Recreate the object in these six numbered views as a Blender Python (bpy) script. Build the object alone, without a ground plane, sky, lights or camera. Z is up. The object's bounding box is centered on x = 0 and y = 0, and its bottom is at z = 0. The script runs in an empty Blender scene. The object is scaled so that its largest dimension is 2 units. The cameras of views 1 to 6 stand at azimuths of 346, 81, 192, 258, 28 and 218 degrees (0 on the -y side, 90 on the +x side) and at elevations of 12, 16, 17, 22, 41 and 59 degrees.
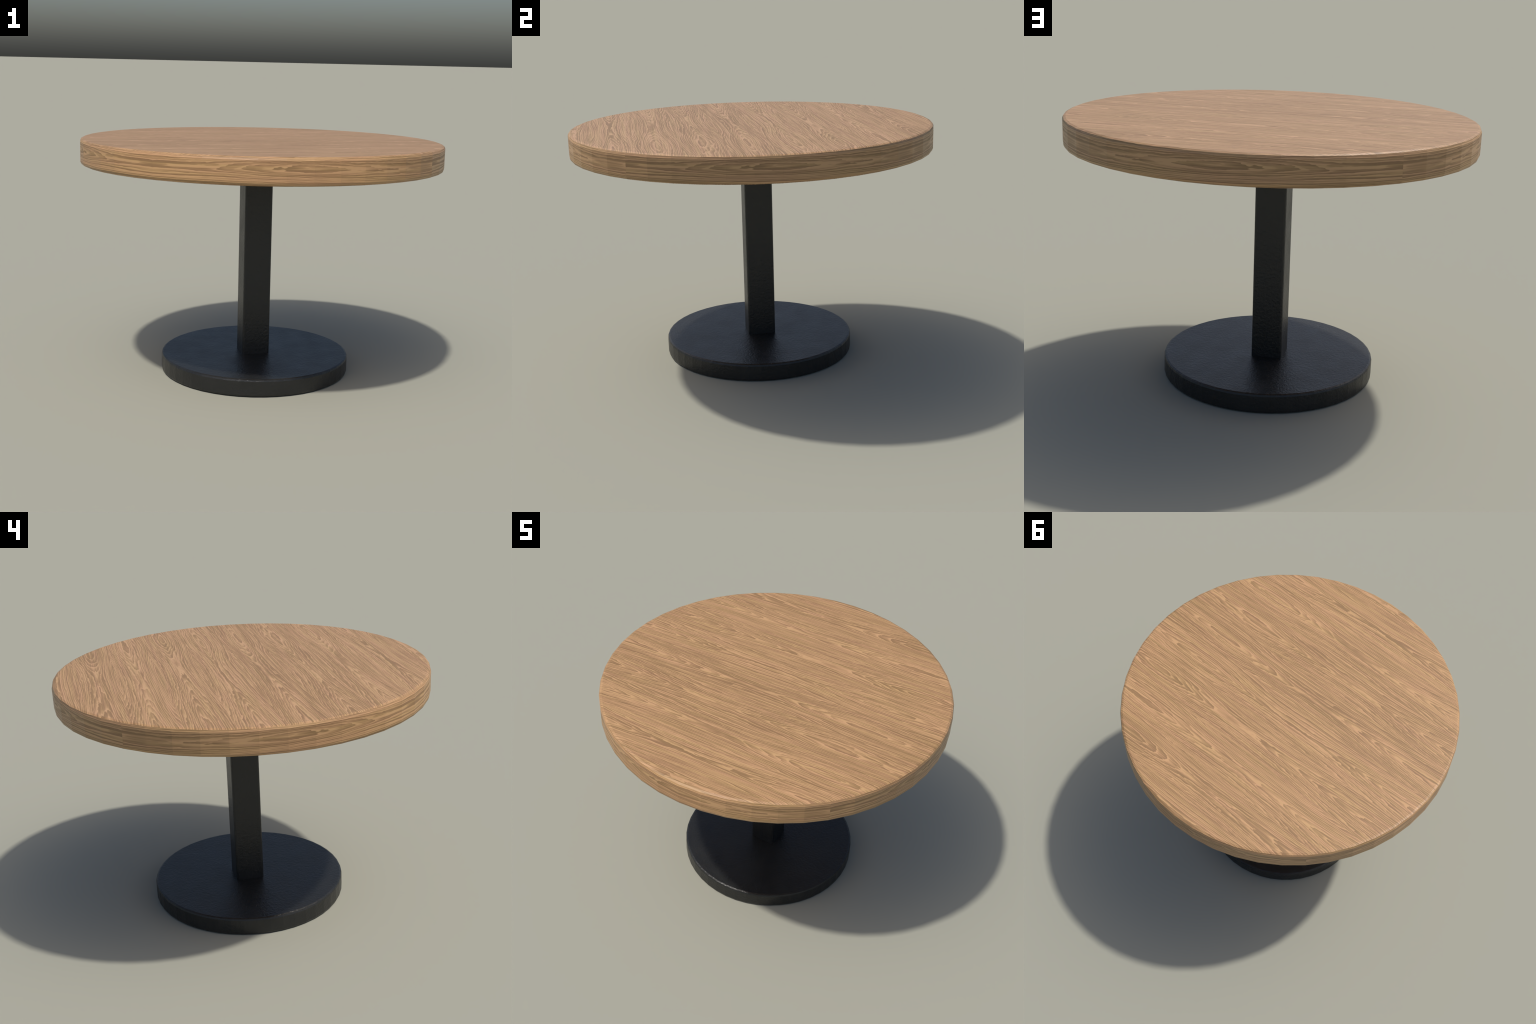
# Round pedestal table: a thick oak-veneered disc on a square black steel column
# that stands on a round black steel foot plate.
import bpy, bmesh, math

# ------------------------------------------------------------------ sizes (metres)
SEGMENTS = 48                       # facets of the disc and of the foot plate

TOP_RADIUS, TOP_LOW, TOP_HIGH, TOP_BEVEL = 1.0, 1.1839, 1.3200, 0.0155
PLATE_CENTRE = (-0.016, 0.016)      # foot and column stand slightly off the disc's axis
PLATE_RADIUS, PLATE_HIGH, PLATE_BEVEL = 0.5365, 0.0970, 0.0115
COLUMN_CENTRE = (-0.0243, 0.0240)
COLUMN_WIDTH, COLUMN_BEVEL = 0.1568, 0.0105
HEAD_GAP = 0.008                    # shadow gap between column head and tabletop


# ------------------------------------------------------------------ node helpers
class Graph:
    """Thin wrapper that makes node trees read like formulas."""

    def __init__(self, name):
        self.material = bpy.data.materials.new(name)
        self.material.use_nodes = True
        self.tree = self.material.node_tree
        self.tree.nodes.clear()

    def node(self, kind, **settings):
        n = self.tree.nodes.new(kind)
        for key, value in settings.items():
            setattr(n, key, value)
        return n

    def put(self, socket, value):
        if isinstance(value, bpy.types.NodeSocket):
            self.tree.links.new(value, socket)
        else:
            socket.default_value = value

    def math(self, op, a, b=0.0, c=None, clamp=False):
        n = self.node("ShaderNodeMath", operation=op, use_clamp=clamp)
        self.put(n.inputs[0], a)
        self.put(n.inputs[1], b)
        if c is not None:
            self.put(n.inputs[2], c)
        return n.outputs[0]

    def vector(self, x, y, z=0.0):
        n = self.node("ShaderNodeCombineXYZ")
        for s, v in zip(n.inputs, (x, y, z)):
            self.put(s, v)
        return n.outputs[0]

    def noise(self, u, v, w=0.0, detail=0.0, rough=0.5, fu=1.0, fv=1.0, distortion=0.0):
        """Noise at fu cycles per metre along u and fv along v; about 0..1."""
        vec = self.vector(self.math("MULTIPLY", u, fu), self.math("MULTIPLY", v, fv), w)
        n = self.node("ShaderNodeTexNoise", noise_dimensions="3D")
        self.put(n.inputs["Vector"], vec)
        n.inputs["Scale"].default_value = 1.0
        n.inputs["Detail"].default_value = detail
        n.inputs["Roughness"].default_value = rough
        n.inputs["Distortion"].default_value = distortion
        return n.outputs[0]

    def ramp(self, fac, stops, interpolation="LINEAR"):
        n = self.node("ShaderNodeValToRGB")
        n.color_ramp.interpolation = interpolation
        e = n.color_ramp.elements
        while len(e) < len(stops):
            e.new(0.5)
        for item, (pos, col) in zip(e, stops):
            item.position = pos
            item.color = (*col, 1.0) if isinstance(col, tuple) else (col, col, col, 1.0)
        self.put(n.inputs[0], fac)
        return n.outputs[0]

    def mix(self, fac, a, b, blend="MIX"):
        n = self.node("ShaderNodeMix", data_type="RGBA", blend_type=blend)
        self.put(n.inputs[0], fac)
        self.put(n.inputs[6], a if not isinstance(a, tuple) else (*a, 1.0))
        self.put(n.inputs[7], b if not isinstance(b, tuple) else (*b, 1.0))
        return n.outputs[2]

    def finish(self, colour, roughness, bump_height=None, bump_strength=0.2, bump_distance=0.001, specular=0.5):
        shader = self.node("ShaderNodeBsdfPrincipled")
        out = self.node("ShaderNodeOutputMaterial")
        self.put(shader.inputs["Base Color"], colour if not isinstance(colour, tuple) else (*colour, 1.0))
        self.put(shader.inputs["Roughness"], roughness)
        shader.inputs["Specular IOR Level"].default_value = specular
        if bump_height is not None:
            b = self.node("ShaderNodeBump")
            b.inputs["Strength"].default_value = bump_strength
            b.inputs["Distance"].default_value = bump_distance
            self.put(b.inputs["Height"], bump_height)
            self.tree.links.new(b.outputs[0], shader.inputs["Normal"])
        self.tree.links.new(shader.outputs[0], out.inputs[0])
        return self.material


# ------------------------------------------------------------------ materials
WOOD_LIGHT = (0.545, 0.324, 0.160)
WOOD_MID = (0.410, 0.240, 0.112)
WOOD_DARK = (0.282, 0.162, 0.073)


LANE = 0.2195                       # spacing of the cathedral figures across the grain


def oak(name, along, across, slice_depth, lane_centre, shift=0.0, climb_gain=25.0, swell_gain=6.5, broad_gain=5.0, stretch=1.0):
    """Flat-sawn oak.  Growth rings are level lines of a field that climbs away from the
    middle of each lane (straight grain between lanes) and swells along the lane, which
    opens pointed arches toward one end and closed ovals toward the other."""
    g = Graph(name)
    tc = g.node("ShaderNodeTexCoord")
    sep = g.node("ShaderNodeSeparateXYZ")
    g.tree.links.new(tc.outputs["Object"], sep.inputs[0])
    axis = dict(x=sep.outputs[0], y=sep.outputs[1], z=sep.outputs[2])
    u = g.math("MULTIPLY_ADD", axis[along], 1.0 / stretch, shift)
    v = g.math("SUBTRACT", axis[across], lane_centre)
    w = slice_depth

    # the grain wanders gently and its lines are a little ragged
    sway = g.noise(u, v, w + 11.0, fu=1.3, fv=3.0)
    rag = g.noise(u, v, w + 23.0, fu=14.0, fv=70.0, detail=2.0, rough=0.6)
    v1 = g.math("MULTIPLY_ADD", g.math("SUBTRACT", sway, 0.5), 0.022, v)
    v2 = g.math("MULTIPLY_ADD", g.math("SUBTRACT", rag, 0.5), 0.003, v1)

    # signed position in the lane, -0.5..0.5, and which lane it is
    lane = g.math("DIVIDE", v2, LANE)
    lane_id = g.math("ROUND", lane)
    t = g.math("SUBTRACT", lane, lane_id)
    drift = g.noise(u, lane_id, w + 57.0, fu=1.1, fv=3.7)
    t = g.math("MULTIPLY_ADD", g.math("SUBTRACT", drift, 0.5), 0.14, t)
    climb = g.math("SQRT", g.math("MULTIPLY_ADD", t, t, 0.0210))
    # swell along the lane, slightly different in each
    slip = g.node("ShaderNodeTexWhiteNoise", noise_dimensions="1D")
    g.put(slip.inputs["W"], g.math("ADD", lane_id, w + 2.5))
    place = g.math("MULTIPLY_ADD", g.math("SUBTRACT", slip.outputs[0], 0.5), 0.22, u)
    place = g.math("MULTIPLY_ADD", place, 0.5, 0.5, clamp=True)
    swell = g.ramp(place, [(0.0, 0.0), (0.16, 0.32), (0.30, 0.72), (0.5, 1.0), (0.66, 0.78),
                           (0.82, 0.12), (1.0, 0.66)], "B_SPLINE")
    broad = g.noise(u, v2, w, fu=1.0, fv=14.0, detail=1.0, rough=0.45)
    field = g.math("MULTIPLY", climb, climb_gain)
    field = g.math("MULTIPLY_ADD", swell, swell_gain, field)
    field = g.math("MULTIPLY_ADD", broad, broad_gain, field)
    field = g.math("MULTIPLY_ADD", rag, 0.8, field)
    crinkle = g.noise(u, v1, w + 71.0, fu=6.0, fv=42.0, detail=2.0, rough=0.55)
    field = g.math("MULTIPLY_ADD", crinkle, 1.4, field)
    ring = g.math("FRACT", field)
    tone = g.ramp(ring, [(0.0, 1.02), (0.20, 0.92), (0.30, 0.52), (0.5, 0.38),
                         (0.80, 0.14), (0.96, 0.04), (1.0, 1.02)])
    # the middle of a figure is paler than the straight grain beside it
    pale = g.ramp(climb, [(0.13, 0.07), (0.27, 0.0), (0.50, 0.0)])
    tone = g.math("ADD", tone, g.math("SUBTRACT", pale, 0.02))
    # per-ring strength: some rings are pale, some dark
    wn = g.node("ShaderNodeTexWhiteNoise", noise_dimensions="1D")
    g.put(wn.inputs["W"], g.math("MULTIPLY_ADD", lane_id, 37.0, g.math("FLOOR", field)))
    tone = g.math("ADD", tone, g.math("MULTIPLY", g.math("SUBTRACT", wn.outputs[0], 0.5), 0.50))
    # thin pore streaks
    streak = g.noise(u, v1, w + 5.0, fu=2.6, fv=100.0, detail=3.0, rough=0.65)
    thread = g.ramp(streak, [(0.36, 0.0), (0.47, 0.40), (0.53, 0.60), (0.64, 1.0)])
    tone = g.math("ADD", tone, g.math("MULTIPLY", g.math("SUBTRACT", thread, 0.5), 0.70))
    cloud = g.noise(u, v, w + 31.0, fu=1.3, fv=3.2, detail=1.0)
    tone = g.math("ADD", tone, g.math("MULTIPLY", g.math("SUBTRACT", cloud, 0.5), 0.15))
    colour = g.ramp(tone, [(0.0, WOOD_DARK), (0.45, WOOD_MID), (0.95, WOOD_LIGHT)])
    # olive and rosy stripes
    hue = g.noise(u, v1, w + 41.0, fu=2.5, fv=45.0, detail=1.0)
    tint = g.ramp(hue, [(0.3, (0.98, 1.015, 0.95)), (0.7, (1.02, 0.99, 1.04))])
    colour = g.mix(1.0, colour, tint, "MULTIPLY")

    relief = g.math("ADD", g.math("MULTIPLY", tone, 0.6), g.math("MULTIPLY", streak, 0.6))
    gloss = g.ramp(tone, [(0.1, 0.46), (0.9, 0.36)])
    return g.finish(colour, gloss, relief, 0.16, 0.0012)


def black_steel(name):
    """Powder-coated steel: near black, satin, with a fine hammered grain."""
    g = Graph(name)
    tc = g.node("ShaderNodeTexCoord")
    sep = g.node("ShaderNodeSeparateXYZ")
    g.tree.links.new(tc.outputs["Object"], sep.inputs[0])
    n1 = g.node("ShaderNodeTexNoise")
    g.put(n1.inputs["Vector"], tc.outputs["Object"])
    n1.inputs["Scale"].default_value = 75.0
    n1.inputs["Detail"].default_value = 3.0
    n1.inputs["Distortion"].default_value = 0.6
    n2 = g.node("ShaderNodeTexNoise")
    g.put(n2.inputs["Vector"], tc.outputs["Object"])
    n2.inputs["Scale"].default_value = 9.0
    n2.inputs["Detail"].default_value = 3.0
    colour = g.ramp(n2.outputs[0], [(0.3, (0.0125, 0.0132, 0.0132)), (0.7, (0.0165, 0.0170, 0.0165))])
    rough = g.ramp(n2.outputs[0], [(0.3, 0.34), (0.7, 0.42)])
    return g.finish(colour, rough, n1.outputs[0], 0.40, 0.006)


# ------------------------------------------------------------------ geometry
def profile(low, high, radius, bevel):
    """Half section of a bevelled disc, bottom axis to top axis, two bevel facets per edge."""
    k = bevel * (1.0 - math.sqrt(0.5))
    return [(0.0, low), (radius - bevel, low), (radius - k, low + k), (radius, low + bevel),
            (radius, high - bevel), (radius - k, high - k), (radius - bevel, high), (0.0, high)]


def lathe(name, section, pick_slot=None):
    """Turn a half section into a faceted solid; pick_slot chooses the material of a facet."""
    bm = bmesh.new()
    rings = []
    for r, z in section:
        if r == 0.0:
            rings.append([bm.verts.new((0.0, 0.0, z))])
        else:
            rings.append([bm.verts.new((r * math.cos(2 * math.pi * i / SEGMENTS),
                                        r * math.sin(2 * math.pi * i / SEGMENTS), z)) for i in range(SEGMENTS)])
    for a, b in zip(rings, rings[1:]):
        if len(a) == 1:
            bm.faces.new(list(reversed(b)))
        elif len(b) == 1:
            bm.faces.new(a)
        else:
            for i in range(SEGMENTS):
                j = (i + 1) % SEGMENTS
                bm.faces.new((a[i], a[j], b[j], b[i]))
    for v in [v for v in bm.verts if not v.link_faces]:
        bm.verts.remove(v)
    bm.normal_update()
    if pick_slot:
        for f in bm.faces:
            f.material_index = pick_slot(f.normal)
    mesh = bpy.data.meshes.new(name)
    bm.to_mesh(mesh)
    bm.free()
    return mesh


def square_post(name, width, low, high, bevel):
    """Square bar with two-facet rounded corners."""
    h, k = width / 2, bevel * (1.0 - math.sqrt(0.5))
    corner = [(h, h - bevel), (h - k, h - k), (h - bevel, h)]
    outline = []
    for quarter in range(4):
        c, s = math.cos(quarter * math.pi / 2), math.sin(quarter * math.pi / 2)
        outline += [(c * x - s * y, s * x + c * y) for x, y in corner]
    # stations from the foot upward: (height, inset); the head is rounded like the corners
    stations = [(low, 0.0), (high - bevel, 0.0), (high - k, k), (high, bevel)]
    bm = bmesh.new()
    rings = [[bm.verts.new((x * (1 - 2 * inset / width), y * (1 - 2 * inset / width), z)) for x, y in outline]
             for z, inset in stations]
    n = len(outline)
    for a, b in zip(rings, rings[1:]):
        for i in range(n):
            bm.faces.new((a[i], a[(i + 1) % n], b[(i + 1) % n], b[i]))
    bm.faces.new(list(reversed(rings[0])))
    bm.faces.new(rings[-1])
    bm.normal_update()
    mesh = bpy.data.meshes.new(name)
    bm.to_mesh(mesh)
    bm.free()
    return mesh


def add_part(name, mesh, materials, parent, location=(0.0, 0.0, 0.0)):
    for m in materials:
        mesh.materials.append(m)
    ob = bpy.data.objects.new(name, mesh)
    bpy.context.scene.collection.objects.link(ob)
    ob.location = location
    ob.parent = parent
    return ob


table = bpy.data.objects.new("pedestal_table", None)
bpy.context.scene.collection.objects.link(table)
table["label"] = "round oak tabletop on square black steel pedestal with disc foot"
table["category"] = "table"

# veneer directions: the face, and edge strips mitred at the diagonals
veneers = [oak("oak_face", "x", "y", 0.0, 0.112),
           oak("oak_edge_lengthwise", "x", "z", 3.7, 1.262, 0.72, 32.0, 3.5, 6.0, 1.0),
           oak("oak_edge_crosswise", "y", "z", 3.7, 1.262, 0.72, 32.0, 3.5, 6.0, 1.0)]


def veneer_of(n):
    if abs(n.z) > 0.7:
        return 0
    return 1 if abs(n.y) > abs(n.x) else 2


add_part("tabletop", lathe("tabletop", profile(TOP_LOW, TOP_HIGH, TOP_RADIUS, TOP_BEVEL), veneer_of), veneers, table)
steel = black_steel("black_steel")
add_part("foot_plate", lathe("foot_plate", profile(0.0, PLATE_HIGH, PLATE_RADIUS, PLATE_BEVEL)), [steel], table,
         (*PLATE_CENTRE, 0.0))
add_part("column", square_post("column", COLUMN_WIDTH, PLATE_HIGH - 0.006, TOP_LOW - HEAD_GAP, COLUMN_BEVEL), [steel], table,
         (*COLUMN_CENTRE, 0.0))
add_part("mounting_block", square_post("mounting_block", 0.05, TOP_LOW - HEAD_GAP - 0.004, TOP_LOW + 0.004, 0.002), [steel], table,
         (*COLUMN_CENTRE, 0.0))
